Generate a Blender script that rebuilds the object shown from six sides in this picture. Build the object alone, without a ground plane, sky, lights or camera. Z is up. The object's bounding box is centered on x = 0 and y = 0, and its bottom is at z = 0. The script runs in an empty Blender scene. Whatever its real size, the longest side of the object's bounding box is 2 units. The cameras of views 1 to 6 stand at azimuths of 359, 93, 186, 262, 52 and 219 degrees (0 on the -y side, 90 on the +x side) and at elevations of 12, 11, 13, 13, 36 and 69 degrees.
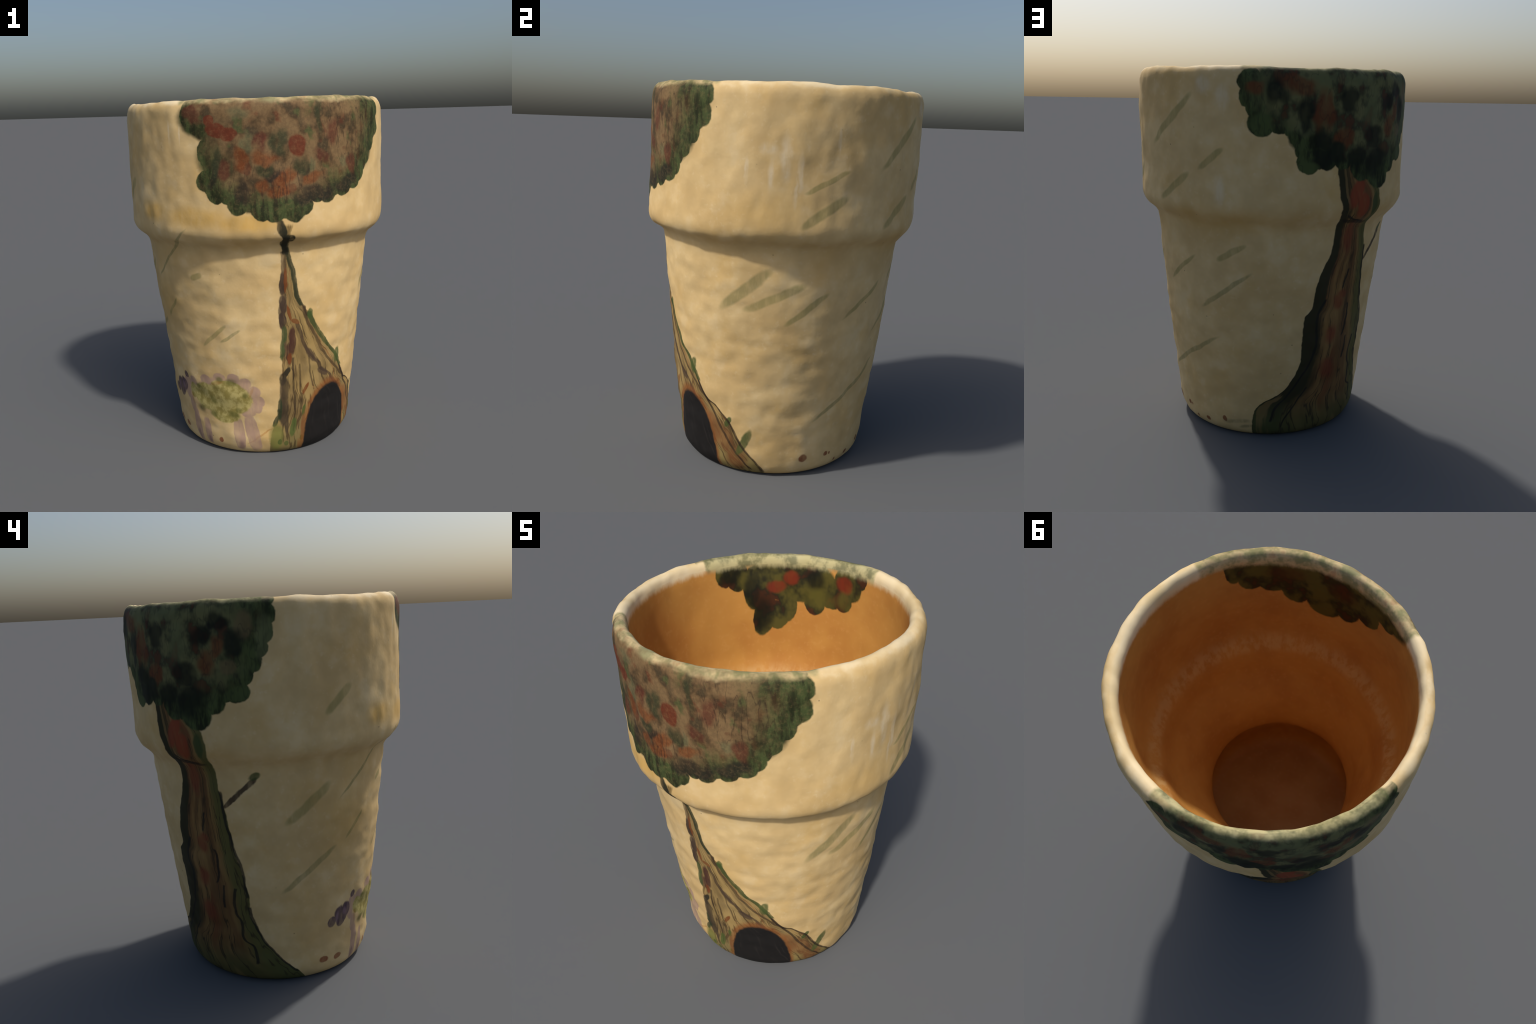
"""Hand-built clay plant pot, glazed cream outside and tinted orange-brown inside for bounced light,
painted with two trees, a doorway in a trunk, a sheep and loose grass strokes."""
import bpy, math
import numpy as np
from mathutils import noise as mnoise, Vector

TAU = 2 * math.pi
RU = 0.66                      # paint coordinate: u = azimuth * RU, v = height

# ------------------------------------------------------------------ geometry
# (height, radius) of the outer wall, foot to lip
OUTER = [(0.0, .470), (.012, .487), (.03, .501), (.06, .514), (.10, .523), (.2, .533), (.4, .5567), (.6, .5805), (.8, .602),
         (1.0, .6235), (1.12, .636), (1.175, .642), (1.205, .649), (1.228, .665), (1.25, .688), (1.28, .713),
         (1.32, .729), (1.38, .7315), (1.5, .730), (1.7, .7315), (1.88, .7315), (1.94, .7295)]
LIP = [(1.966, .724), (1.985, .713), (1.996, .699), (1.998, .686), (1.992, .674), (1.976, .663)]
# (height, radius) of the inside, lip to floor
INNER = [(1.95, .659), (1.9, .660), (1.7, .665), (1.5, .665), (1.38, .657), (1.31, .634), (1.25, .602), (1.18, .579),
         (1.06, .549), (.96, .504), (.87, .463), (.78, .430), (.70, .411),      # a thick ring of clay juts inwards...
         (.655, .412), (.60, .45), (.50, .503), (.40, .515), (.30, .508), (.235, .485), (.208, .44)]   # ...and the wall is hollow below it
FLOOR = [(.205, .41), (.212, .399), (.205, .388), (.204, .25), (.206, .12), (.204, .04), (.204, .012)]
UNDER = [(.010, .012), (.010, .2), (.010, .38), (.004, .43)]
SEG = 236


def smooth_path(points, step):
    """Catmull-Rom resampling of (z, r) points at an even arc length."""
    p = np.array(points, float)
    ext = np.vstack([2 * p[0] - p[1], p, 2 * p[-1] - p[-2]])
    fine = []
    for i in range(len(p) - 1):
        a, b, c, d = ext[i:i + 4]
        # centripetal knots keep tight corners from overshooting
        k = [0.0]
        for q, w in ((a, b), (b, c), (c, d)):
            k.append(k[-1] + max(1e-6, np.linalg.norm(w - q)) ** .5)
        for t in np.linspace(k[1], k[2], 14, endpoint=False):
            A1 = (k[1] - t) / (k[1] - k[0]) * a + (t - k[0]) / (k[1] - k[0]) * b
            A2 = (k[2] - t) / (k[2] - k[1]) * b + (t - k[1]) / (k[2] - k[1]) * c
            A3 = (k[3] - t) / (k[3] - k[2]) * c + (t - k[2]) / (k[3] - k[2]) * d
            B1 = (k[2] - t) / (k[2] - k[0]) * A1 + (t - k[0]) / (k[2] - k[0]) * A2
            B2 = (k[3] - t) / (k[3] - k[1]) * A2 + (t - k[1]) / (k[3] - k[1]) * A3
            fine.append((k[2] - t) / (k[2] - k[1]) * B1 + (t - k[1]) / (k[2] - k[1]) * B2)
    fine.append(p[-1])
    fine = np.array(fine)
    s = np.concatenate([[0], np.cumsum(np.linalg.norm(np.diff(fine, axis=0), axis=1))])
    n = max(2, int(round(s[-1] / step)))
    t = np.linspace(0, s[-1], n + 1)
    return np.stack([np.interp(t, s, fine[:, 0]), np.interp(t, s, fine[:, 1])], 1)


def radius_at(z):
    return float(np.interp(z, [q[0] for q in OUTER], [q[1] for q in OUTER]))


def fbm(x, y, z, seed, octaves=2):
    return mnoise.fractal(Vector((x + seed * 17.3, y - seed * 9.1, z + seed * 5.7)), 1.0, 2.0, octaves)


# path around the whole section: foot -> lip -> inside -> floor, then under
sec_out = smooth_path(OUTER, .0195)
sec_lip = smooth_path([OUTER[-1]] + LIP + [INNER[0]], .013)[1:]
sec_in = smooth_path(INNER, .028)[1:]
sec_floor = smooth_path([INNER[-1]] + FLOOR, .03)[1:]
sec_under = smooth_path(UNDER + [OUTER[0]], .03)[:-1]
section = np.vstack([sec_under, sec_out, sec_lip, sec_in, sec_floor])
kinds = (['foot'] * len(sec_under) + ['outer'] * len(sec_out) + ['lip'] * len(sec_lip)
         + ['inner'] * len(sec_in) + ['floor'] * len(sec_floor))
ROWS = len(section)

tang = np.gradient(section, axis=0)
tang /= np.linalg.norm(tang, axis=1, keepdims=True)
nrm = np.stack([-tang[:, 1], tang[:, 0]], 1)          # (dz, dr) pointing out of the clay
rng = np.random.default_rng(7)

co = np.zeros((ROWS, SEG, 3))
for i in range(ROWS):
    z0, r0 = section[i]
    kind = kinds[i]
    for j in range(SEG):
        # alternate rows are shifted half a step so that the triangles are not a grid
        th = TAU * (j + .5 * (i % 2)) / SEG
        ct, st = math.sin(th), -math.cos(th)           # azimuth 0 at -y, 90 at +x
        z, r = z0, r0
        oval = 1 + .0077 * (ct * ct - st * st)
        r *= oval
        X, Y = r * ct, r * st
        if kind in ('outer', 'lip'):
            amp = 1.0 if z0 > .05 else max(0., z0 / .05)
            # hand-pressed dents, lying flat on the wall and upright on the collar
            low = fbm(X * 7, Y * 7, z0 * 13, 1)
            up = fbm(X * 11, Y * 11, z0 * 5.5, 2)
            k = min(1, max(0, (z0 - 1.15) / .2))
            lump = (1 - k) * low + k * up
            fine = fbm(X * 17, Y * 17, z0 * 17, 3, 1)
            d = amp * (.0054 * lump + .0026 * fine + .0055 * fbm(X * 2.2, Y * 2.2, z0 * 2.2, 4))
            # the crease under the collar wanders up and down
            w = math.exp(-((z0 - 1.22) / .06) ** 2)
            az = math.degrees(th)
            z += w * .021 * (.5 + .5 * math.cos(th - math.radians(20)))
            z += w * .010 * fbm(X * 3, Y * 3, 0, 5) + w * .004 * fbm(X * 14, Y * 14, 0, 6)
            d += .0035 * w * fbm(X * 10, Y * 10, z0 * 22, 8)
            if kind == 'lip':
                d *= .8
            # the hand-built wall bulges on one side and is pinched on another
            def near(c, width):
                return math.exp(-(((az - c + 180) % 360 - 180) / width) ** 2)
            d += .014 * near(222, 38) * math.exp(-((z0 - .85) / .42) ** 2) * amp
            d -= .010 * near(138, 27) * math.exp(-((z0 - 1.42) / .17) ** 2)
            d += .003 * fbm(X * 8, Y * 8, 1.9, 9) * (1 if z0 > 1.85 else 0)
        elif kind == 'inner':
            d = .0035 * fbm(X * 6, Y * 6, z0 * 5, 11) + .004 * fbm(X * 2, Y * 2, z0 * 2, 12)
        elif kind == 'floor':
            d = .002 * fbm(X * 6, Y * 6, 0, 13)
        else:
            d = 0.0
        rim = min(1, max(0, (z0 - 1.8) / .2))
        z -= rim * .010 * (.5 + .5 * math.cos(th - math.radians(205)))
        z += rim * (.006 * fbm(X * 3.2, Y * 3.2, 0, 14) + .002 * fbm(X * 13, Y * 13, 0, 15))
        z += d * nrm[i, 0]
        r += d * nrm[i, 1]
        cx = .0042 - .0086 * (z0 - 1)
        cy = -.0084 + (.0162 if z0 > 1 else .0105) * (z0 - 1)
        if kind == 'inner' and z0 < 1.1:
            k = min(1, (1.1 - z0) / .3) * (1 if z0 > .5 else z0 / .5)
            cx -= .035 * k
            cy -= .004 * k
        co[i, j] = (r * ct + cx, r * st + cy, z)

# settle the pot into its frame: two metres tall, centred, standing on the ground
co[..., 2] = (co[..., 2] - co[..., 2].min()) * 2.0 / (co[..., 2].max() - co[..., 2].min())
for a in (0, 1):
    co[..., a] -= .5 * (co[..., a].min() + co[..., a].max())

verts = [tuple(v) for v in co.reshape(-1, 3)]
n_body = len(verts)
tip_floor = n_body
verts.append((0, 0, float(co[-1, :, 2].mean()) - .004))
tip_under = n_body + 1
verts.append((0, 0, float(co[0, :, 2].mean())))

faces, part_of = [], []
NECK = 1.20
for i in range(ROWS - 1):
    zm = .5 * (section[i, 0] + section[i + 1, 0])
    k = kinds[i + 1]
    name = {'foot': 'base', 'lip': 'lip', 'inner': 'inner_wall', 'floor': 'floor'}.get(k)
    if k == 'outer':
        name = 'base' if kinds[i] == 'foot' else ('body' if zm < NECK else 'collar')
    for j in range(SEG):
        a, b = i * SEG + j, i * SEG + (j + 1) % SEG
        c, d = (i + 1) * SEG + j, (i + 1) * SEG + (j + 1) % SEG
        if i % 2 == 0:
            tri = ((a, b, c), (b, d, c))
        else:
            tri = ((a, b, d), (a, d, c))
        for t in tri:
            faces.append(t)
            part_of.append(name)
for j in range(SEG):
    b = (j + 1) % SEG
    faces.append(((ROWS - 1) * SEG + j, (ROWS - 1) * SEG + b, tip_floor))
    part_of.append('floor')
    faces.append((b, j, tip_under))
    part_of.append('base')

V = np.array(verts)
F = np.array(faces)
fn = np.cross(V[F[:, 1]] - V[F[:, 0]], V[F[:, 2]] - V[F[:, 0]])
vn = np.zeros_like(V)
for k in range(3):
    np.add.at(vn, F[:, k], fn)
vn /= np.linalg.norm(vn, axis=1, keepdims=True)


# ------------------------------------------------------------------ colours
def hexc(h, k=1.0):
    v = [int(h[i:i + 2], 16) / 255 for i in (0, 2, 4)]
    return tuple((c / 12.92 if c <= .04045 else ((c + .055) / 1.055) ** 2.4) * k for c in v) + (1.0,)


CREAM = hexc('dabd88')  # kept darker than the sunlit front, partway to the shaded sides
CREAM_PALE = hexc('e6d3ac')
OCHRE = hexc('c99f52')
TAN = hexc('ceae77')
DARK_GREEN = hexc('262c18')
LEAF_GREEN = hexc('4a5530')
MOSS = hexc('5d6a3a')
PALE_GREEN = hexc('7c8a5c')
TAUPE = hexc('5b452d')  # crown paints darkened; part of the scan's baked shade is in them
TAUPE_PALE = hexc('7b6344')
UMBER = hexc('33271e')
RUST = hexc('662f1d')
RED = hexc('6a2e20')
ORANGE = hexc('744020')
INK = hexc('23222a')
SOOT = hexc('1d1d1e')
MAUVE = hexc('aa8a7b')
PLUM = hexc('473647')
SAGE = hexc('9c9a5c')
GRASS = hexc('87814c')
BARK = hexc('5a3d2a')
INSIDE = hexc('c58f48')  # warmed to orange: interreflected light baked into the inner colour


# ------------------------------------------------------------------ painting
class Glaze:
    """Builds one node material and lays paint on it, layer by layer."""

    def __init__(self, name, zlo, zhi):
        self.zlo, self.zhi = zlo, zhi
        self.mat = bpy.data.materials.new(name)
        self.mat.use_nodes = True
        self.t = self.mat.node_tree
        self.t.nodes.clear()
        out = self.n('ShaderNodeOutputMaterial')
        self.bsdf = self.n('ShaderNodeBsdfPrincipled')
        self.t.links.new(self.bsdf.outputs[0], out.inputs[0])
        obj = self.n('ShaderNodeTexCoord').outputs['Object']
        self.obj = obj
        sep = self.n('ShaderNodeSeparateXYZ')
        self.l(obj, sep.inputs[0])
        x, y, self.z = sep.outputs
        self.rad = self.math('SQRT', self.math('MULTIPLY_ADD', x, x, self.math('MULTIPLY', y, y)))
        ny = self.math('MULTIPLY', y, -1.0)
        nx = self.math('MULTIPLY', x, -1.0)
        u_front = self.math('MULTIPLY', self.math('ARCTAN2', x, ny), RU)
        u_back = self.math('MULTIPLY', self.math('ARCTAN2', nx, y), RU)   # zero at azimuth 180
        # a shaky hand: every edge wanders a little (kept as plain numbers, cheap to evaluate)
        def shaky(scale, k, amount):
            n = self.noise(obj, scale, 1, .5, stretch=(1, 1, 1), shift=(k, -k, k * .7))
            return self.math('MULTIPLY_ADD', n, amount, -.5 * amount)
        du, dv = shaky(12, 0.0, .020), shaky(12, 7.0, .020)
        eu, ev = shaky(40, 3.0, .009), shaky(40, 9.0, .009)
        fu, fv = shaky(11, 13.0, .085), shaky(11, 17.0, .085)
        v0 = self.math('ADD', self.z, dv)
        v1 = self.math('ADD', v0, ev)
        v2 = self.math('ADD', v1, fv)
        # 'f'/'b': front and back; capital letters: frayed, for blots inside the leaf mass;
        # 's' appended: steady, for thin strokes
        self.P = {}
        self.UV = {}
        for side, u in (('f', u_front), ('b', u_back)):
            u0 = self.math('ADD', u, du)
            u1 = self.math('ADD', u0, eu)
            u2 = self.math('ADD', u1, fu)
            for key, uu, vv in ((side, u1, v1), (side + 's', u0, v0), (side.upper(), u2, v2)):
                c = self.n('ShaderNodeCombineXYZ')
                self.l(uu, c.inputs[0])
                self.l(vv, c.inputs[1])
                c.inputs[2].default_value = 1.0
                self.P[key] = c.outputs[0]
                self.UV[key] = (uu, vv)
        self.fine = self.noise(obj, 38, 4, .62)
        self.broad = self.noise(obj, 3.2, 3, .55)
        self.brush = self.noise(obj, 1.0, 3, .6, stretch=(30, 30, 9))

    # -- small node helpers
    def n(self, kind):
        return self.t.nodes.new(kind)

    def l(self, a, b):
        self.t.links.new(a, b)

    def put(self, sock, v):
        if isinstance(v, bpy.types.NodeSocket):
            self.l(v, sock)
        else:
            sock.default_value = v

    def math(self, op, a, b=None, c=None, clamp=False):
        m = self.n('ShaderNodeMath')
        m.operation = op
        m.use_clamp = clamp
        self.put(m.inputs[0], a)
        if b is not None:
            self.put(m.inputs[1], b)
        if c is not None:
            self.put(m.inputs[2], c)
        return m.outputs[0]

    def vmath(self, op, a, b=None, scale=None):
        m = self.n('ShaderNodeVectorMath')
        m.operation = op
        self.put(m.inputs[0], a)
        if b is not None:
            self.put(m.inputs[1], b)
        if scale is not None:
            self.put(m.inputs['Scale'], scale)
        return m.outputs['Value'] if op in ('LENGTH', 'DOT_PRODUCT') else m.outputs[0]

    def noise(self, vec, scale, detail=2, rough=.5, stretch=None, shift=(0, 0, 0), w=None):
        if stretch:
            k = self.n('ShaderNodeMapping')
            self.l(vec, k.inputs[0])
            k.inputs['Scale'].default_value = stretch
            k.inputs['Location'].default_value = shift
            vec = k.outputs[0]
        m = self.n('ShaderNodeTexNoise')
        if w is not None:
            m.noise_dimensions = '4D'
            self.put(m.inputs['W'], w)
        self.l(vec, m.inputs['Vector'])
        m.inputs['Scale'].default_value = scale
        m.inputs['Detail'].default_value = detail
        m.inputs['Roughness'].default_value = rough
        return m.outputs[0]

    def step(self, v, a, b, lo=0.0, hi=1.0):
        m = self.n('ShaderNodeMapRange')
        m.interpolation_type = 'SMOOTHSTEP'
        self.put(m.inputs['Value'], v)
        self.put(m.inputs['From Min'], a)
        self.put(m.inputs['From Max'], b)
        m.inputs['To Min'].default_value = lo
        m.inputs['To Max'].default_value = hi
        return m.outputs[0]

    def mix(self, fac, a, b, mode='MIX'):
        m = self.n('ShaderNodeMix')
        m.data_type = 'RGBA'
        m.blend_type = mode
        self.put(m.inputs[0], fac)
        self.put(m.inputs[6], a)
        self.put(m.inputs[7], b)
        return m.outputs[2]

    def curve(self, z, pts):
        """u as a function of height through (u, z) points."""
        zs = [p[1] for p in pts]
        us = [p[0] for p in pts]
        z0, z1, u0, u1 = min(zs), max(zs), min(us), max(us)
        u1 = max(u1, u0 + 1e-4)
        t = self.n('ShaderNodeMapRange')
        self.put(t.inputs['Value'], z)
        t.inputs['From Min'].default_value = z0
        t.inputs['From Max'].default_value = z1
        fc = self.n('ShaderNodeFloatCurve')
        self.l(t.outputs[0], fc.inputs['Value'])
        cm = fc.mapping.curves[0]
        pairs = sorted(((p[1] - z0) / (z1 - z0), (p[0] - u0) / (u1 - u0)) for p in pts)
        cm.points[0].location = pairs[0]
        cm.points[1].location = pairs[-1]
        for q in pairs[1:-1]:
            cm.points.new(*q)
        fc.mapping.update()
        return self.math('MULTIPLY_ADD', fc.outputs[0], u1 - u0, u0)

    # -- paint coordinates
    @staticmethod
    def place(az, z):
        """azimuth in degrees -> (which side's coordinates, u)"""
        az = (az + 180) % 360 - 180
        if abs(az) <= 100:
            return 'f', math.radians(az) * RU
        return 'b', math.radians(az - 180 if az > 0 else az + 180) * RU

    def uside(self, az, side):
        az = (az + 180) % 360 - 180
        if side[0] in 'fF':
            return math.radians(az) * RU
        return math.radians(az - 180 if az > 0 else az + 180) * RU

    def seen(self, z, r):
        return z + r > self.zlo and z - r < self.zhi

    # -- shapes: each gives a distance that is 1 on its edge
    def ellipse(self, az, z, rx, rz, rot=0.0, blunt=False, side=None):
        side = side or self.place(az, z)[0]
        u = self.uside(az, side)
        rx *= RU / radius_at(z) if abs(rot) < 30 else 1
        if rot == 0:
            m = self.n('ShaderNodeVectorMath')
            m.operation = 'MULTIPLY_ADD'
            self.l(self.P[side], m.inputs[0])
            m.inputs[1].default_value = (1 / rx, 1 / rz, 0)
            m.inputs[2].default_value = (-u / rx, -z / rz, 0)
            return self.vmath('LENGTH', m.outputs[0])
        # turned: third coordinate of P is 1, so a dot product also shifts the centre
        cr, sr = math.cos(math.radians(rot)), math.sin(math.radians(rot))
        p = self.vmath('DOT_PRODUCT', self.P[side], (cr / rx, sr / rx, -(u * cr + z * sr) / rx))
        q = self.vmath('DOT_PRODUCT', self.P[side], (-sr / rz, cr / rz, (u * sr - z * cr) / rz))
        pp = self.math('MULTIPLY', p, p)
        if blunt:
            pp = self.math('MULTIPLY', pp, pp)
        return self.math('SQRT', self.math('MULTIPLY_ADD', q, q, pp))

    def union(self, dists):
        d = dists[0]
        for e in dists[1:]:
            d = self.math('MINIMUM', d, e)
        return d

    def blobs(self, items, soft=.08, side=None):
        """mask of the union of ellipses (az, z, rx, rz, rot)"""
        ds = [self.ellipse(*q, side=side) for q in items if self.seen(q[1], max(q[2], q[3]) + .03)]
        if not ds:
            return None
        return self.step(self.union(ds), 1 + soft, 1 - soft)

    def line(self, pts, w, soft=.004, side=None):
        """mask of a brush line through (az, z) points that climbs steadily"""
        zs = [p[1] for p in pts]
        if max(zs) < self.zlo - .03 or min(zs) > self.zhi + .03:
            return None
        side = (side or self.place(*pts[len(pts) // 2])[0]) + 's'
        u, v = self.UV[side]
        c = self.curve(v, [(self.uside(a, side), z) for a, z in pts])
        d = self.math('ABSOLUTE', self.math('SUBTRACT', u, c))
        d = self.math('MULTIPLY_ADD', self.fine, -w * .9, d)
        m = self.step(d, w * .55 + soft, w * .55 - soft)
        lo = self.step(v, min(zs) - .006, min(zs) + .006)
        hi = self.step(v, max(zs) + .006, max(zs) - .006)
        return self.math('MULTIPLY', m, self.math('MULTIPLY', lo, hi))

    def stroke(self, a, b, w):
        """one flat brush dab from a to b (az, z), broad in the middle"""
        zm = .5 * (a[1] + b[1])
        k = radius_at(zm)
        du, dz = math.radians(b[0] - a[0]) * RU, b[1] - a[1]
        L = math.hypot(du, dz) / 2 + w * .3
        return (.5 * (a[0] + b[0]), zm, L, w, math.degrees(math.atan2(dz, du)), True)

    def lay(self, colour, mask, paint, opacity=1.0, grain=.35, mode='MIX'):
        """brush paint over colour; grain lets the ground show through unevenly"""
        if mask is None:
            return colour
        if grain > 0:
            g = self.step(self.brush, .30, .62, 1 - grain, 1.0)
            mask = self.math('MULTIPLY', mask, g)
        if opacity != 1.0:
            mask = self.math('MULTIPLY', mask, opacity)
        return self.mix(mask, colour, paint, mode)

    def dabs(self, colour, items, paint, opacity=.8, soft=.25, grain=.35, side=None):
        return self.lay(colour, self.blobs(items, soft, side), paint, opacity, grain)

    def finish(self, colour, rough=.68, bump=.3, spec=.16):
        b = self.bsdf
        self.put(b.inputs['Base Color'], colour)
        b.inputs['Specular IOR Level'].default_value = spec
        self.l(self.step(self.broad, .3, .7, rough - .08, rough + .1), b.inputs['Roughness'])
        bm = self.n('ShaderNodeBump')
        bm.inputs['Strength'].default_value = bump
        bm.inputs['Distance'].default_value = .004
        h = self.noise(self.obj, 26, 3, .5)
        self.l(h, bm.inputs['Height'])
        self.l(bm.outputs[0], b.inputs['Normal'])
        return self.mat


def cream_ground(g):
    """the cream glaze, thinner and more ochre in places"""
    c = g.mix(g.step(g.broad, .35, .68), CREAM, TAN)
    second = g.noise(g.obj, 4.5, 3, .6, stretch=(1, 1, 1), shift=(4.1, 1.7, 8.3))
    c = g.mix(g.math('MULTIPLY', g.step(second, .48, .78), .35), c, OCHRE)
    c = g.mix(g.math('MULTIPLY', g.step(g.fine, .55, .75), .25), c, CREAM_PALE)
    mottle = g.noise(g.obj, 9, 3, .55)
    c = g.mix(g.math('MULTIPLY', g.step(mottle, .40, .70), .40), c, hexc('c0a270'))
    c = g.mix(g.math('MULTIPLY', g.step(mottle, .48, .28), .22), c, CREAM_PALE)
    # pale whitish patches and streaks on the collar
    c = g.dabs(c, [(93, 1.66, .022, .09, 0), (98.5, 1.59, .012, .08, 0), (88, 1.57, .012, .06, 0), (97, 1.50, .009, .06, 0), (87, 1.70, .035, .025, 0), (79, 1.60, .009, .05, 0),
                   (112, 1.74, .008, .05, 0), (168, 1.84, .03, .05, 0), (160, 1.90, .035, .035, 0), (166, 1.40, .025, .06, 0), (-38, 1.83, .006, .05, 0), (-33, 1.82, .005, .045, 0)],
               hexc('e6dac0'), .4, .6, .7)
    # a pool of yellow glaze on the front of the collar foot
    c = g.dabs(c, [(-28, 1.40, .17, .05, 0), (-6, 1.375, .16, .04, 0), (-50, 1.42, .10, .05, 0)], OCHRE, .75, .6, .3)
    c = g.dabs(c, [(-62, .92, .12, .16, 0), (25, .74, .10, .12, 0), (88, 1.42, .2, .08, 0), (160, 1.25, .3, .05, 0)], OCHRE, .35, .9, .3)
    # specks
    v = g.n('ShaderNodeTexVoronoi')
    g.l(g.obj, v.inputs['Vector'])
    v.inputs['Scale'].default_value = 9
    speck = g.step(v.outputs['Distance'], .045, .02)
    c = g.mix(g.math('MULTIPLY', speck, .5), c, UMBER)
    return c


GRASS_STROKES = [((-33, 1.328), (-64.5, 1.02), .008), ((-31, 1.075), (-37, 1.045), .017), ((-19.4, .792), (-33, .662), .012),
                 ((-12.3, .764), (-22.3, .696), .009), ((-50, .91), (-60, .785), .010), ((116, 1.603), (101, 1.505), .012),
                 ((116, 1.487), (100, 1.346), .022), ((154, 1.852), (132.3, 1.617), .018), ((151.5, 1.473), (136, 1.335), .019),
                 ((88, 1.12), (66, .917), .027), ((103, 1.053), (78, .919), .022), ((147, 1.03), (125, .871), .012),
                 ((156, .578), (113.4, .321), .013), ((168, 1.6), (157.4, 1.504), .015), ((174.4, 1.112), (161, 1.024), .017),
                 ((177, .961), (150, .758), .013), ((-67, 1.578), (-77, 1.46), .020), ((-71.7, 1.098), (-91.4, .916), .024),
                 ((-67.5, .752), (-93.6, .543), .016), ((114, 1.0), (96, .853), .016)]

# front tree: crown
CROWN_LOBES = [(-28.5, 1.909, .058), (-27, 1.95, .062), (-24.5, 1.872, .05), (-20.6, 1.75, .055), (-20.3, 1.695, .046),
               (-21.4, 1.59, .058), (-17.4, 1.528, .054), (-12.4, 1.525, .056), (-8.7, 1.472, .059), (.6, 1.444, .058),
               (6, 1.432, .058), (14, 1.437, .064), (17.8, 1.455, .05), (28.6, 1.52, .06), (36.4, 1.54, .053),
               (42.8, 1.574, .059), (46, 1.60, .05), (51, 1.69, .056), (55.5, 1.765, .06), (60, 1.845, .064), (60.2, 1.93, .066), (59, 2.0, .06),
               (-4, 1.478, .05), (10, 1.442, .05), (23.5, 1.507, .045), (32.5, 1.543, .05), (39.5, 1.567, .05), (-15, 1.54, .05), (-19.0, 1.56, .05),
               (48, 1.65, .048), (52.5, 1.735, .052), (57.5, 1.81, .055), (-25.8, 1.90, .06), (-20.8, 1.72, .052)]
CROWN_FILL = [(54, 1.88, .08, .13, 0), (8, 1.70, .42, .23, 0), (14, 1.90, .54, .20, 0), (-4, 1.90, .38, .14, 0), (38, 1.78, .26, .20, 0), (5, 1.55, .26, .14, 0)]
# back tree: crown
BACK_LOBES = [(-181.5, 1.916, .061), (-181.2, 1.85, .058), (-177, 1.726, .068), (-170.2, 1.73, .058), (-164.8, 1.713, .058),
              (-160, 1.607, .058), (-158.8, 1.544, .06), (-151.3, 1.568, .062), (-144.5, 1.566, .06), (-154.5, 1.56, .05),
              (-124.9, 1.479, .078), (-134.9, 1.525, .08), (-118.5, 1.541, .067), (-109, 1.582, .058), (-107.5, 1.659, .056),
              (-104, 1.716, .054), (-102, 1.773, .054), (-99.8, 1.841, .056), (-99, 1.915, .058), (-99, 1.98, .055),
              (-113.5, 1.58, .05), (-121.5, 1.53, .06), (-130, 1.52, .07), (-156, 1.60, .05), (-162.5, 1.675, .05), (-167.5, 1.735, .05),
              (-173.5, 1.74, .05), (-179, 1.79, .05), (-106, 1.688, .048), (-102, 1.81, .05)]
BACK_FILL = [(-107, 1.92, .1, .12, 0), (-113, 1.66, .09, .12, 0), (-148, 1.64, .14, .09, 0), (-160, 1.70, .1, .12, 0), (-131.7, 1.72, .27, .20, 0), (-122, 1.86, .26, .2, 0), (-161, 1.87, .26, .19, 0), (-140, 1.85, .35, .2, 0)]


def round_lobes(lobes):
    return [(a, z, r, r, 0) for a, z, r in lobes]


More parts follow.
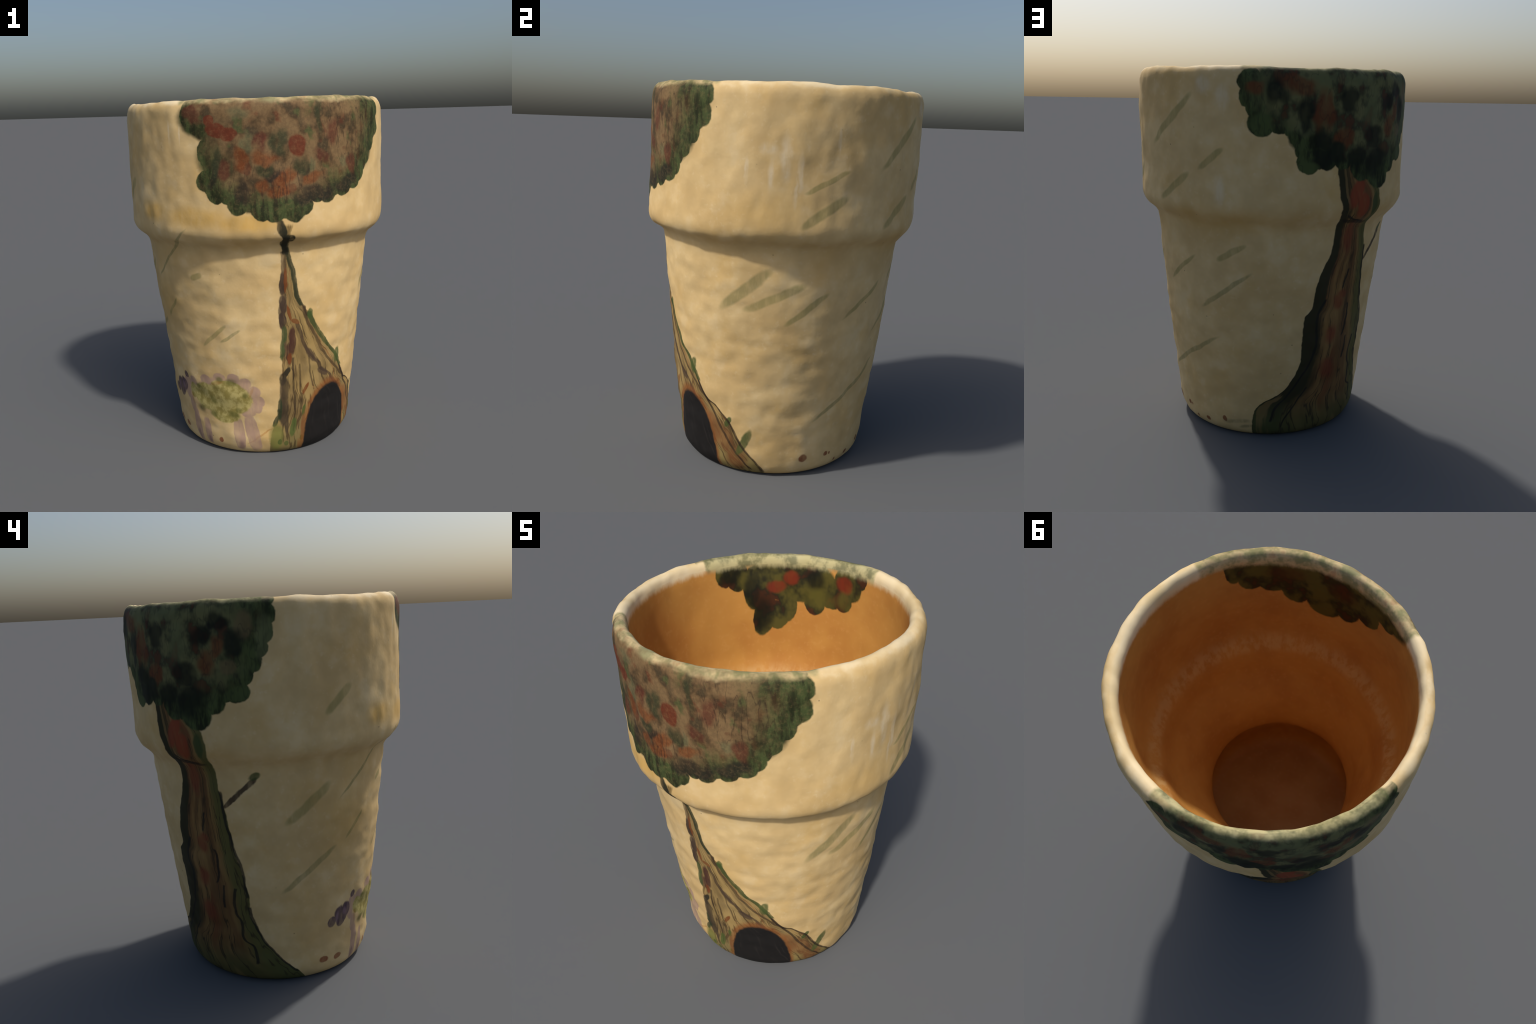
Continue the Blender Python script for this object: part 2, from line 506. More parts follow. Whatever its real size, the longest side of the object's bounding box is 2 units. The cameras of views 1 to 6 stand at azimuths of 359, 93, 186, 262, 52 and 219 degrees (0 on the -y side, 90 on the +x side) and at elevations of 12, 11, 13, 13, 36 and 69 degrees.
def crown_front(g, c):
    """rust, taupe and green leaf mass over the front of the collar"""
    whole = g.blobs(round_lobes(CROWN_LOBES) + CROWN_FILL, .07, 'f')
    if whole is None:
        return c
    ink = g.mix(g.step(g.brush, .35, .65), DARK_GREEN, LEAF_GREEN)
    # inner mass: brownish, mottled
    patch = g.noise(g.obj, 1.0, 3, .55, stretch=(11, 11, 8))
    warm = g.mix(g.step(patch, .38, .58), TAUPE, TAUPE_PALE)
    warm = g.mix(g.step(patch, .5, .36), warm, hexc('4a3e2b'))
    patch2 = g.noise(g.obj, 1.0, 2, .5, stretch=(13, 13, 10), shift=(3, 9, 2))
    warm = g.mix(g.math('MULTIPLY', g.step(patch2, .60, .70), .5), warm, RUST)
    warm = g.mix(g.math('MULTIPLY', g.step(patch2, .43, .34), .7), warm, LEAF_GREEN)
    core = g.blobs([(6, 1.80, .33, .22, 0), (14, 1.92, .45, .16, 0), (28, 1.80, .27, .2, 0), (8, 1.62, .27, .12, 0), (-19, 1.93, .12, .07, 0)], .35, 'F')
    c2 = g.mix(core, ink, warm)
    c2 = g.dabs(c2, [(25.1, 1.518, .10, .040, 0), (19.5, 1.488, .065, .033, 0), (37.8, 1.556, .08, .035, 10), (-7.5, 1.54, .032, .062, 0),
                     (5.8, 1.609, .05, .03, 0), (-18, 1.64, .03, .08, 0)], hexc('26211d'), .85, .4, .2, 'F')
    c2 = g.dabs(c2, [(8.6, 1.777, .037, .062, 0), (17.6, 1.651, .05, .05, 0), (2, 1.641, .043, .031, 0), (25.1, 1.88, .024, .08, 0),
                     (0.5, 1.79, .03, .03, 0), (-17.7, 1.68, .03, .08, 0)], hexc('323a25'), .85, .35, .25, 'F')
    c2 = g.dabs(c2, [(-5, 1.77, .025, .055, 0), (37.9, 1.68, .032, .026, 0), (-8, 1.914, .05, .04, 0), (22, 1.66, .02, .05, 0)], hexc('66694a'), .6, .4, .3, 'F')
    c2 = g.dabs(c2, [(20.1, 1.899, .036, .056, 10), (-16, 1.893, .08, .05, 0), (12.3, 1.866, .037, .037, 0)], TAUPE_PALE, .7, .35, .3, 'F')
    c2 = g.dabs(c2, [(-16.6, 1.839, .058, .036, -20), (-19.5, 1.888, .026, .026, 0), (15.6, 1.756, .047, .053, 0), (-12, 1.82, .045, .033, 0)], RUST, .95, .14, .1, 'f')
    c2 = g.dabs(c2, [(.8, 1.786, .045, .038, 0), (31.4, 1.809, .045, .06, 0), (41.6, 1.639, .03, .053, 0), (-13.7, 1.639, .037, .043, 0),
                     (-27.6, 1.932, .045, .03, 0), (27, 1.70, .02, .05, 30), (-26, 1.895, .03, .03, 0)], hexc('5c2f22'), .8, .4, .2, 'F')
    c2 = g.dabs(c2, [(1.6, 1.706, .065, .036, 0), (10.3, 1.594, .03, .062, -35), (1.3, 1.556, .042, .04, 0), (7.7, 1.528, .055, .03, 15),
                     (21.8, 1.592, .057, .025, 35), (-7, 1.70, .03, .06, 0)], ORANGE, .85, .35, .2, 'F')
    # pencil-like scribbles, mostly upright
    scr = g.noise(g.obj, 1.0, 3, .5, stretch=(20, 20, 5))
    thin = g.step(g.math('ABSOLUTE', g.math('SUBTRACT', scr, .5)), .03, .0)
    right = g.blobs([(42, 1.84, .22, .18, 0), (8, 1.56, .32, .12, 0)], .5, 'f')
    c2 = g.mix(g.math('MULTIPLY', g.math('MULTIPLY', thin, right), .6), c2, UMBER)
    c2 = g.mix(g.math('MULTIPLY', g.step(g.fine, .45, .72), .22), c2, hexc('6f5a3c'))
    grain = g.noise(g.obj, 60, 3, .6)
    c2 = g.mix(g.math('MULTIPLY', g.step(grain, .42, .62), .35), c2, g.mix(.5, c2, hexc('2a2018')))
    c2 = g.mix(g.math('MULTIPLY', g.step(grain, .50, .34), .15), c2, hexc('846a48'))
    return g.mix(whole, c, c2)


def crown_back(g, c):
    """darker leaf mass of the second tree"""
    whole = g.blobs(round_lobes(BACK_LOBES) + BACK_FILL, .07, 'b')
    if whole is None:
        return c
    patch = g.noise(g.obj, 1.0, 3, .55, stretch=(11, 11, 9))
    c2 = g.mix(g.step(patch, .38, .6), hexc('343826'), hexc('6c6a45'))
    c2 = g.mix(g.step(patch, .46, .36), c2, hexc('523724'))
    edge = g.blobs([(-132, 1.74, .28, .17, 0), (-160, 1.86, .22, .15, 0), (-122, 1.88, .2, .14, 0), (-142, 1.90, .45, .14, 0)], .4, 'B')
    c2 = g.mix(edge, g.mix(g.step(g.brush, .35, .65), DARK_GREEN, LEAF_GREEN), c2)
    c2 = g.dabs(c2, [(-131, 1.814, .056, .09, 0), (-98.8, 1.80, .04, .1, 0), (-160, 1.72, .05, .04, 0), (-144, 1.93, .2, .03, 0)], hexc('666a47'), .7, .4, .3, 'B')
    c2 = g.dabs(c2, [(-180, 1.886, .038, .03, 0), (-162.6, 1.907, .077, .036, 0), (-154.2, 1.788, .037, .09, 0), (-144.8, 1.663, .033, .046, 30),
                     (-120.6, 1.705, .043, .049, 0), (-116.2, 1.763, .03, .048, -20), (-143.7, 1.659, .03, .04, 0), (-151.2, 1.784, .026, .086, 0)],
                 hexc('683a20'), .8, .4, .2, 'B')
    c2 = g.dabs(c2, [(-111.7, 1.691, .036, .034, 0), (-106, 1.87, .04, .06, 0)], hexc('6f5e40'), .7, .3, .3, 'b')
    c2 = g.dabs(c2, [(-171.4, 1.87, .057, .06, 0), (-159.9, 1.781, .036, .09, 0), (-142.5, 1.839, .045, .068, 0), (-153.2, 1.638, .06, .055, 0),
                     (-120.8, 1.835, .06, .05, 25), (-114.6, 1.89, .05, .048, 0), (-109.8, 1.795, .055, .054, 0), (-129.3, 1.651, .06, .056, 0),
                     (-153, 1.56, .05, .05, 0), (-127.3, 1.545, .09, .075, 0), (-138, 1.56, .06, .06, 0), (-148, 1.59, .07, .05, 0)],
                 hexc('171a13'), .85, .35, .12, 'B')
    c2 = g.dabs(c2, [(-109, 1.565, .055, .035, 0), (-177, 1.722, .06, .05, 0), (-159, 1.515, .06, .03, 0)], LEAF_GREEN, .9, .25, .2, 'b')
    scr = g.noise(g.obj, 1.0, 2, .5, stretch=(18, 18, 7))
    thin = g.step(g.math('ABSOLUTE', g.math('SUBTRACT', scr, .5)), .03, .0)
    c2 = g.mix(g.math('MULTIPLY', thin, .3), c2, SOOT)
    return g.mix(whole, c, c2)


FRONT_LEFT = [(8, 1.36), (9.2, 1.30), (10.3, 1.207), (10.6, 1.118), (9.4, 1.02), (11, .948), (9.6, .887), (10, .804), (11.2, .756), (10, .608),
              (10, .472), (9.6, .343), (8, .243), (5.2, .18), (3.6, .1), (2.8, 0)]
FRONT_RIGHT = [(13, 1.36), (12, 1.29), (12.2, 1.206), (15.4, 1.088), (17.2, .979), (20, .903), (25.2, .849), (30, .748), (37, .647),
               (45.5, .555), (50.5, .45), (53.5, .407), (61.7, .351), (66.3, .308), (75.4, .16), (85.3, .049), (88, 0)]


def between(g, left, right, side):
    """mask of the strip between two edges, and the position across it"""
    u, v = g.UV[side]
    L = g.curve(v, [(g.uside(a, side), z) for a, z in left])
    R = g.curve(v, [(g.uside(a, side), z) for a, z in right])
    w = g.math('SUBTRACT', R, L)
    s = g.math('DIVIDE', g.math('SUBTRACT', u, L), w)
    m = g.math('MULTIPLY', g.step(g.math('SUBTRACT', u, L), -.004, .004), g.step(g.math('SUBTRACT', R, u), -.004, .004))
    top = min(max(z for _, z in left), max(z for _, z in right))
    return g.math('MULTIPLY', m, g.step(v, top + .01, top - .01)), s, v


def streaks(g, s, v, nx, nz, seed):
    w = g.math('MULTIPLY_ADD', s, nx, seed)
    return g.noise(g.obj, 1.0, 3, .55, stretch=(3, 3, nz), w=w)


def trunk_front(g, c):
    m, s, v = between(g, FRONT_LEFT, FRONT_RIGHT, 'f')
    a = streaks(g, s, v, 6, 4, 1.3)
    wash = g.mix(g.step(a, .38, .62), hexc('66522f'), hexc('937a49'))
    low = g.step(v, .25, .05)
    wash = g.mix(g.math('MULTIPLY', low, .6), wash, hexc('6a6638'))
    c = g.mix(g.math('MULTIPLY', m, .85), c, wash)
    b = streaks(g, s, v, 9, 2.2, 5.1)
    thin = g.step(g.math('ABSOLUTE', g.math('SUBTRACT', b, .5)), .03, .0)
    c = g.mix(g.math('MULTIPLY', g.math('MULTIPLY', thin, m), .75), c, hexc('40301f'))
    b2 = streaks(g, s, v, 13, 3, 9.4)
    c = g.mix(g.math('MULTIPLY', g.math('MULTIPLY', g.step(b2, .60, .68), m), .55), c, hexc('8a5630'))
    L = lambda c, pts, w, col, op=.95, gr=.2: g.lay(c, g.line(pts, w, side='f'), col, op, gr)
    D = lambda c, items, col, op=.9, soft=.2: g.dabs(c, items, col, op, soft, .25, 'f')
    # right root
    c = D(c, [(64, .20, .055, .10, 40), (72, .09, .055, .07, 0), (59, .27, .03, .07, 40)], hexc('7d5230'), .75, .4)
    # dark lines inside the trunk
    c = L(c, [(21.2, .892), (22.2, .835), (26.3, .754), (31, .67), (35.4, .591), (45, .48), (56, .375)], .011, hexc('4a3a28'), .85)
    c = L(c, [(18, .80), (20, .74), (22.8, .647), (31.3, .543), (32.7, .51), (40.5, .449), (47, .36), (53, .25), (58, .12), (60, .02)], .013, hexc('46372a'), .9)
    c = L(c, [(46, .53), (52, .42), (60, .31), (66, .20), (74, .1), (80, .03)], .009, UMBER, .85)
    c = L(c, [(16, .60), (16.5, .45), (18, .30), (17, .14)], .007, UMBER, .8)
    c = L(c, [(20, .56), (21, .40), (22, .27)], .006, UMBER, .7)
    c = L(c, [(25, .6), (27, .48), (29, .40)], .006, UMBER, .7)
    c = D(c, [(26.5, .60, .055, .020, -48), (35, .48, .05, .02, -35), (43, .40, .045, .015, -50)], hexc('4b3c30'), .85)
    # left contour, built of short dark dabs
    c = L(c, FRONT_LEFT[2:10], .014, hexc('4f4030'), .8)
    c = D(c, [(9.8, 1.03, .016, .07, 0), (10.5, .91, .019, .06, 8), (10.2, .82, .019, .05, 0)], hexc('42342c'), .95)
    c = D(c, [(11.2, .74, .015, .05, 0), (10.2, .65, .014, .06, 0)], hexc('46532f'), .9)
    c = D(c, [(15.4, .70, .020, .085, 0), (13.5, .62, .014, .06, 8)], hexc('4b2f27'), .95)
    c = D(c, [(11.4, 1.05, .010, .07, 0), (14.2, .595, .013, .032, 0), (13.6, .86, .008, .045, 15), (17, .812, .026, .014, -20), (24, .40, .012, .04, -30)], ORANGE, .9)
    c = D(c, [(12, .51, .045, .017, 50), (10.2, .475, .018, .04, -10)], hexc('2a2820'), .95)
    c = D(c, [(11.3, .40, .026, .09, 0), (11.2, .28, .026, .10, 0), (12.8, .20, .013, .07, 0)], hexc('453a2c'), .92)
    c = D(c, [(9, .29, .012, .07, 0), (6.8, .22, .012, .045, -28)], hexc('2f3a26'), .95)
    # right contour
    c = L(c, [(11.6, 1.25), (12.2, 1.206), (15.2, 1.088), (17, .979), (20, .895)], .014, hexc('343826'), .95)
    c = L(c, [(20.5, .90), (22.5, .86), (24, .83)], .008, UMBER, .8)
    c = L(c, [(24.6, .86), (25.2, .83), (29.6, .748), (36.6, .647), (45.2, .552), (49, .48)], .017, hexc('3f4a28'), .95)
    c = D(c, [(25, .845, .018, .032, 0), (45.5, .555, .022, .045, -10), (67.3, .291, .016, .038, -35), (76.5, .188, .026, .085, -30)], hexc('46552c'), .9)
    c = L(c, [(49, .48), (53, .407), (61.7, .351), (66.3, .308), (75.4, .16), (85.3, .049), (87, .02)], .009, UMBER, .9)
    # where trunk meets crown
    c = D(c, [(8.6, 1.335, .024, .055, 14), (10.6, 1.27, .026, .04, 0), (12.5, 1.285, .022, .02, 0)], hexc('26281e'), .97)
    c = L(c, [(9.5, 1.30), (10.8, 1.25), (11.4, 1.19)], .016, hexc('2b2a20'), .95)
    # mossy foot and doorway
    c = D(c, [(6.8, .11, .036, .085, 0)], hexc('77773c'), .85, .3)
    c = D(c, [(17.1, .165, .017, .058, -12), (9, .08, .013, .017, 0), (13.2, .065, .013, .016, 0), (22.7, .09, .012, .02, 0), (23.6, .26, .010, .04, -10)], hexc('4c5a2c'), .9)
    c = D(c, [(41.5, .05, .176, .375, 2)], hexc('84481f'), .7, .06)
    c = D(c, [(23.4, .17, .012, .07, 0)], hexc('7a5533'), .8)
    door = g.blobs([(41.8, .05, .157, .345, 2), (41.8, .02, .150, .17, 0)], .035, 'f')
    if door is not None:
        d = streaks(g, s, v, 40, 3, 2.2)
        c = g.mix(door, c, g.mix(g.step(d, .5, .75), hexc('1f1d1c'), hexc('2f2b28')))
    return c


BACK_LEFT = [(-147.5, 1.56), (-146.4, 1.502), (-145.4, 1.404), (-143.6, 1.31), (-142.5, 1.21), (-142.2, 1.128), (-146.8, .978), (-150, .867), (-151.4, .76),
             (-154.5, .718), (-155.2, .589), (-155.6, .455), (-159.8, .353), (-168, .268), (-178.5, .205), (-182.5, .15), (-184, .08), (-184, 0)]
BACK_RIGHT = [(-128, 1.56), (-128, 1.48), (-124, 1.39), (-122.8, 1.33), (-123, 1.211), (-121.5, 1.095), (-119.7, .964), (-117.5, .794), (-114.6, .655), (-112.3, .539),
              (-112.2, .428), (-108.6, .334), (-103.8, .247), (-96, .152), (-84, .05), (-80, 0)]


def trunk_back(g, c):
    m, s, v = between(g, BACK_LEFT, BACK_RIGHT, 'b')
    a = streaks(g, s, v, 6, 2.2, 3.3)
    wood = g.mix(g.step(a, .36, .64), hexc('5e4126'), hexc('8a6a3e'))
    r = streaks(g, s, v, 4, 1.6, 7.7)
    wood = g.mix(g.math('MULTIPLY', g.step(r, .50, .64), .75), wood, hexc('6a3620'))
    sn = g.math('MULTIPLY_ADD', g.math('SUBTRACT', a, .5), .35, s)
    wood = g.mix(g.step(sn, .34, .16), wood, hexc('1a2113'))
    wood = g.mix(g.math('MULTIPLY', g.step(sn, .74, .92), .8), wood, hexc('465029'))
    low = g.step(g.math('MULTIPLY_ADD', a, .16, v), .34, .14)
    wood = g.mix(g.math('MULTIPLY', low, .7), wood, hexc('47502c'))
    e = streaks(g, s, v, 8, 1.2, 12.5)
    thin = g.step(g.math('ABSOLUTE', g.math('SUBTRACT', e, .5)), .02, .0)
    wood = g.mix(g.math('MULTIPLY', thin, .8), wood, hexc('201c16'))
    wood = g.mix(g.math('MULTIPLY', g.step(e, .60, .68), .4), wood, hexc('9a7a4c'))
    c = g.mix(g.math('MULTIPLY', m, .96), c, wood)
    L = lambda c, pts, w, col=hexc('262420'), op=.9: g.lay(c, g.line(pts, w, side='b'), col, op, .15)
    D = lambda c, items, col, op=.85, soft=.25: g.dabs(c, items, col, op, soft, .2, 'b')
    c = D(c, [(-136.5, 1.39, .040, .085, -20), (-133, 1.32, .04, .07, 0)], hexc('883f28'), .9)
    c = D(c, [(-125.6, 1.325, .022, .06, 0)], hexc('3f4a2a'), .9)
    c = D(c, [(-133.4, .826, .028, .026, 0), (-135.1, .785, .03, .045, 20), (-137.6, .602, .034, .05, 0), (-137.8, .40, .045, .06, 20), (-134, 1.15, .03, .09, 0)], hexc('7a3c28'), .75, .45)
    c = L(c, [(-128.4, .772), (-127.5, .703), (-129.5, .581)], .008)
    c = L(c, [(-125.6, .57), (-126.6, .437)], .008)
    c = L(c, [(-130.9, .969), (-132, .93), (-133.3, .861)], .006)
    c = L(c, [(-143.7, .815), (-147.5, .697), (-146.7, .551), (-150, .44), (-154, .366), (-162, .26), (-170, .17), (-172, .1)], .009)
    c = L(c, [(-150, .30), (-158, .19), (-163, .12), (-165, .06)], .007)
    c = L(c, [(-118.8, .56), (-120.4, .419), (-117, .356), (-117, .278), (-110.9, .214), (-110, .122)], .010)
    c = L(c, [(-121.2, 1.087), (-120.4, .937), (-117.8, .802), (-114.2, .655), (-113, .511)], .008)
    c = L(c, [(-112.4, .46), (-109, .334), (-104, .247), (-96, .152), (-86, .06)], .010)
    c = L(c, [(-139, 1.27), (-133, 1.235), (-126, 1.225)], .010)
    c = D(c, [(-134, 1.232, .09, .010, -8)], hexc('26221c'), .85)
    # side branch with a leaf
    c = D(c, [g.stroke((-120.4, 1.0), (-111.5, 1.09), .012), g.stroke((-113.5, 1.075), (-104.5, 1.155), .014)], hexc('3a2c22'), .92, .3)
    c = D(c, [(-105.2, 1.165, .032, .016, 20)], hexc('4b552f'), .9)
    return c


def sheep(g, c):
    D = lambda c, items, col, op=.85, soft=.15, gr=.3: g.dabs(c, items, col, op, soft, gr, 'f')
    legs = [(-46, .125, .026, .115, 3, True), (-37.7, .112, .024, .085, 5, True), (-15.4, .13, .031, .10, 6, True), (-7.0, .135, .037, .12, 14, True)]
    edge = [(-45, .42, .032, .030, 0), (-35, .448, .037, .035, 0), (-25.5, .470, .037, .035, 0), (-17, .474, .040, .036, 0), (-11, .450, .038, .036, 0),
            (-6, .396, .040, .042, 0), (-3, .343, .033, .036, 0), (-4.5, .305, .034, .034, 0), (-9, .27, .04, .03, 0), (-52, .35, .03, .06, 0), (-51, .405, .03, .028, 0), (-55, .365, .03, .04, 0), (-48.5, .26, .024, .06, 12)]
    c = D(c, edge + [(-25, .36, .165, .115, 0)] + legs, MAUVE, .85, .12)
    c = D(c, [(-46.4, .06, .012, .04, 0), (-37, .06, .012, .03, 0), (-14.3, .06, .015, .03, 0)], hexc('7d6060'), .6, .5)
    wool = g.blobs([(-26, .335, .15, .098, 0), (-36, .34, .085, .085, 0), (-17, .35, .10, .09, 0), (-24, .245, .09, .05, 0), (-46, .36, .03, .05, 0), (-22, .43, .09, .03, 0)], .10, 'f')
    if wool is not None:
        t = g.noise(g.obj, 1.0, 3, .6, stretch=(24, 24, 20))
        w = g.mix(g.step(t, .36, .62), hexc('8d8140'), hexc('bcae6c'))
        c = g.mix(g.math('MULTIPLY', wool, .92), c, w)
    c = D(c, [(-30.8, .328, .022, .026, 30), (-40.5, .255, .024, .019, 0), (-18.7, .452, .033, .022, 0), (-10.6, .382, .018, .018, 0), (-18.1, .253, .03, .022, 0),
              (-31.6, .239, .023, .02, 0), (-15.1, .285, .018, .015, 0), (-25.5, .462, .020, .02, 0), (-41, .40, .02, .015, 0)], hexc('62612f'), .75, .6)
    c = D(c, [(-27, .44, .035, .010, 15), (-47.5, .30, .010, .04, 0), (-7, .40, .008, .035, -20)], hexc('a0713c'), .5, .5)
    c = D(c, [(-56, .37, .035, .040, 30), (-61, .355, .036, .045, 0), (-66, .318, .030, .030, 25), (-58.5, .335, .03, .035, 0), (-51.6, .440, .018, .022, 0), (-60, .31, .025, .03, 0)], PLUM, .92, .15)
    c = D(c, [(-57, .36, .014, .02, 0), (-62.5, .34, .010, .03, 0)], hexc('8a7078'), .6, .5)
    return c


def loose_marks(g, c):
    """grass strokes, rust dots along the foot and a stray orange line"""
    for i, (a, b, w) in enumerate(GRASS_STROKES):
        e = g.stroke(a, b, w)
        c = g.dabs(c, [e], GRASS if i % 3 else hexc('7d7a4c'), .6, .3, .35, g.place(*a)[0] + 's')
    c = g.dabs(c, [(-28.3, .076, .013, .018, 0), (-60, .098, .024, .019, 10), (-70, .104, .026, .018, 0)], hexc('8a4a2c'), .9, .2, .2, 'f')
    c = g.dabs(c, [(109, .106, .022, .024, 0), (125, .104, .015, .017, 0), (133, .045, .008, .01, 0), (144, .06, .013, .015, 0), (158, .09, .013, .016, 0), (128, .10, .006, .01, 0)],
               hexc('7e4429'), .9, .2, .2, 'b')
    c = g.dabs(c, [g.stroke((4.7, .17), (-10, .074), .006)], hexc('b07a40'), .6, .4, .3, 'f')
    c = g.dabs(c, [g.stroke((174, .10), (158, .075), .012), g.stroke((178, .07), (168, .05), .01)], hexc('5d5a3a'), .45, .6, .6, 'b')
    return c


def outside(name, zlo, zhi):
    g = Glaze(name, zlo, zhi)
    c = cream_ground(g)
    c = loose_marks(g, c)
    if zlo < 1.2:
        c = sheep(g, c)
    c = trunk_back(g, c)
    c = trunk_front(g, c)
    if zhi > 1.3:
        c = crown_front(g, c)
        c = crown_back(g, c)
    if zlo > 1.15:
        # glaze pulled thin over the lip: the paint is paler there, as is the cream
        t = g.noise(g.obj, 1.0, 3, .6, stretch=(10, 10, 16))
        top = g.step(g.math('MULTIPLY_ADD', t, .05, g.z), 1.985, 2.015)
        over = g.math('MULTIPLY', g.step(g.math('MULTIPLY_ADD', t, .03, g.rad), .722, .690), g.step(g.z, 1.88, 1.92))
        top = g.math('MAXIMUM', top, over)
        c = g.mix(g.math('MULTIPLY', top, g.math('MAXIMUM', g.step(t, .3, .65, .5, .9), over)), c, lip_colour(g))
    return g.finish(c)


def lip_colour(g):
    """cream lip, stained green where the crowns pass over it"""
    c = g.mix(g.step(g.broad, .4, .65), CREAM_PALE, hexc('d8c193'))
    t = g.noise(g.obj, 12, 3, .6)
    col = g.mix(g.step(t, .38, .6), hexc('6f7446'), hexc('c2ab7c'))
    col = g.mix(g.math('MULTIPLY', g.step(t, .56, .66), .6), col, hexc('a87850'))
    c = g.mix(g.math('MULTIPLY', g.blobs([(16.5, 1.98, .645, .5, 0)], .02, 'f'), .8), c, col)
    return g.mix(g.math('MULTIPLY', g.blobs([(-142, 1.98, .55, .5, 0)], .02, 'b'), .8), c, g.mix(g.step(t, .38, .6), hexc('4a5532'), hexc('aaa374')))


def inside():
    g = Glaze('bounce_tinted_inner_glaze', 0, 2)
    c = g.mix(g.step(g.broad, .35, .68), INSIDE, hexc('b67d3c'))
    c = g.mix(g.math('MULTIPLY', g.step(g.fine, .5, .75), .2), c, hexc('d8a766'))
    # paler band along the shoulder
    sh = g.math('MULTIPLY', g.step(g.z, 1.20, 1.25), g.step(g.z, 1.36, 1.28))
    c = g.mix(g.math('MULTIPLY', g.math('MULTIPLY', sh, g.step(g.brush, .35, .6)), .45), c, hexc('d2b07a'))
    # crown painted over the edge, two places
    back = [(-108, 1.91, .06, .09, 0), (-114, 1.88, .07, .09, 0), (-122, 1.80, .07, .13, 0), (-127, 1.64, .07, .13, 12), (-133, 1.64, .07, .09, 0), (-138, 1.70, .06, .10, 0),
            (-140, 1.85, .3, .13, 0), (-152, 1.74, .07, .085, 0), (-167, 1.79, .07, .085, 0), (-160, 1.80, .1, .09, 0), (-170, 1.87, .1, .1, 0), (-177.5, 1.93, .04, .07, 0), (-181, 1.99, .08, .04, 0)]
    front = [(53, 1.95, .05, .16, 0), (45, 1.85, .09, .13, 0), (36, 1.82, .1, .12, 0), (26, 1.76, .09, .14, 0), (13, 1.72, .12, .15, 0), (3, 1.75, .10, .14, 0), (-8, 1.80, .09, .11, 0),
             (-19, 1.90, .08, .09, 0), (-25, 1.97, .06, .06, 0), (10, 1.93, .55, .14, 0)]
    patch = g.noise(g.obj, 1.0, 3, .55, stretch=(9, 9, 7))
    leaf = g.mix(g.step(patch, .4, .62), hexc('222419'), hexc('565025'))
    leaf = g.mix(g.math('MULTIPLY', g.step(patch, .46, .36), .8), leaf, hexc('4a2a1a'))
    lb = g.dabs(leaf, [(-167.5, 1.859, .055, .05, 20), (-133, 1.81, .06, .035, -10), (-140, 1.86, .05, .04, 0)], hexc('7a2f1c'), .85, .3, .2, 'b')
    lb = g.dabs(lb, [(-111, 1.9, .06, .07, 0), (-126, 1.64, .06, .1, 0), (-121, 1.78, .05, .1, 0), (-152, 1.86, .06, .06, 0)], hexc('191b14'), .85, .4, .15, 'b')
    lb = g.dabs(lb, [(-155, 1.75, .1, .06, 0), (-168, 1.77, .06, .05, 0), (-165, 1.94, .12, .03, 0)], hexc('5c5626'), .75, .4, .3, 'b')
    c = g.mix(g.blobs(back, .06, 'b'), c, lb)
    lf = g.dabs(leaf, [(30, 1.86, .1, .05, 0), (5, 1.82, .08, .06, 0)], hexc('4a2818'), .7, .5, .3, 'f')
    c = g.mix(g.blobs(front, .06, 'f'), c, lf)
    # the cream lip runs over into the orange
    top = g.step(g.math('MULTIPLY_ADD', g.brush, .04, g.z), 1.925, 1.965)
    c = g.mix(g.math('MULTIPLY', top, .95), c, lip_colour(g))
    return g.finish(c, rough=.5, bump=.2, spec=.25)


def base_glaze():
    g = Glaze('bare_clay_underside', 0, .1)
    c = g.mix(g.step(g.broad, .35, .65), CREAM, TAN)
    return g.finish(c, rough=.6)


MATS = {'body': outside('painted_cream_glaze_body', 0.0, 1.22),
        'collar': outside('painted_cream_glaze_collar', 1.18, 2.0),
        'inner_wall': inside(), 'base': base_glaze()}
MATS['floor'] = MATS['inner_wall']
MATS['lip'] = MATS['collar']

# ------------------------------------------------------------------ painted motifs as pieces of the wall
cen = V[F].mean(1)
face_az = np.degrees(np.arctan2(cen[:, 0], -cen[:, 1]))


def in_strip(left, right):
    z = cen[:, 2]
    l = np.array(sorted(left, key=lambda q: q[1]))
    r = np.array(sorted(right, key=lambda q: q[1]))
    a = np.where((face_az > 150) & (l[0, 0] < -100), face_az - 360, face_az)
    return (a > np.interp(z, l[:, 1], l[:, 0])) & (a < np.interp(z, r[:, 1], r[:, 0])) & (z < min(l[-1, 1], r[-1, 1]))


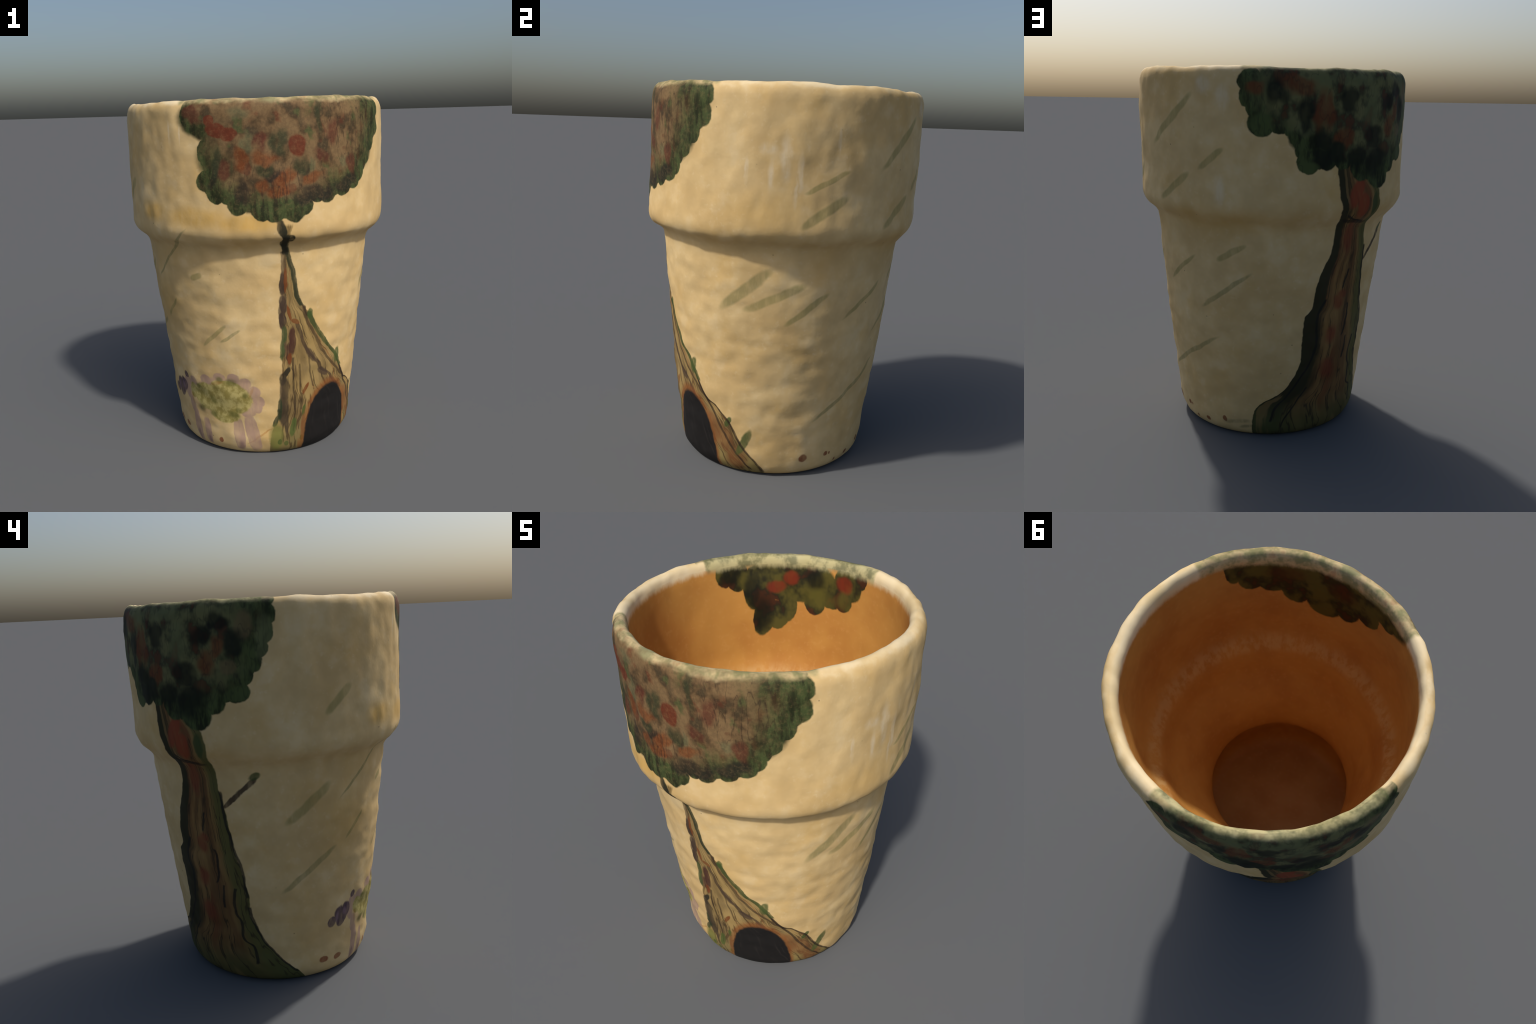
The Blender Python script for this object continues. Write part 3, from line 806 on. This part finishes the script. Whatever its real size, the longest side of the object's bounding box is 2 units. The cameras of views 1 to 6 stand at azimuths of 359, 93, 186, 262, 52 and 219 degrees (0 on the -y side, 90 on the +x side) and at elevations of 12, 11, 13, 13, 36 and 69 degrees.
def in_blobs(items):
    hit = np.zeros(len(cen), bool)
    for a, z, rx, rz, *_ in items:
        d = (face_az - a + 180) % 360 - 180
        hit |= (np.radians(d) * radius_at(z) / rx) ** 2 + ((cen[:, 2] - z) / rz) ** 2 < 1
    return hit


part = np.array(part_of, dtype=object)
wall, band = part == 'body', part == 'collar'
owner = {'body': None, 'collar': None}
piece = part.copy()
front_trunk, back_trunk = in_strip(FRONT_LEFT, FRONT_RIGHT), in_strip(BACK_LEFT, BACK_RIGHT)
piece[wall & front_trunk] = 'painted_trunk'
piece[wall & in_blobs([(41.8, .05, .157, .345, 0)])] = 'painted_doorway'
piece[wall & back_trunk] = 'painted_trunk.001'
piece[wall & in_blobs([(-26, .35, .18, .13, 0), (-60, .35, .05, .06, 0), (-46, .12, .025, .11, 0), (-37.7, .11, .022, .09, 0),
                       (-15, .13, .03, .1, 0), (-7, .135, .04, .12, 0)])] = 'painted_sheep'
piece[band & in_blobs(round_lobes(CROWN_LOBES) + CROWN_FILL)] = 'painted_foliage'
piece[band & in_blobs(round_lobes(BACK_LOBES) + BACK_FILL)] = 'painted_foliage.001'

# ------------------------------------------------------------------ objects
root = bpy.data.objects.new('flower_pot', None)
root['label'] = 'cream glazed clay flower pot painted with trees and a sheep'
root['category'] = 'flower pot'
bpy.context.scene.collection.objects.link(root)


def build_piece(name, mask, parent, mat):
    f = F[mask]
    used, inv = np.unique(f, return_inverse=True)
    me = bpy.data.meshes.new(name)
    me.from_pydata([tuple(v) for v in V[used]], [], [tuple(int(q) for q in t) for t in inv.reshape(-1, 3)])
    me.polygons.foreach_set('use_smooth', [True] * len(me.polygons))
    me.materials.append(mat)
    me.normals_split_custom_set_from_vertices([tuple(v) for v in vn[used]])
    ob = bpy.data.objects.new(name, me)
    bpy.context.scene.collection.objects.link(ob)
    ob.parent = parent
    return ob


made = {}
for name in ('body', 'collar', 'lip', 'inner_wall', 'floor', 'base'):
    made[name] = build_piece(name, piece == name, root, MATS[name])
for name, host in (('painted_trunk', 'body'), ('painted_doorway', 'body'), ('painted_trunk.001', 'body'), ('painted_sheep', 'body'),
                   ('painted_foliage', 'collar'), ('painted_foliage.001', 'collar')):
    build_piece(name, piece == name, made[host], MATS[host])
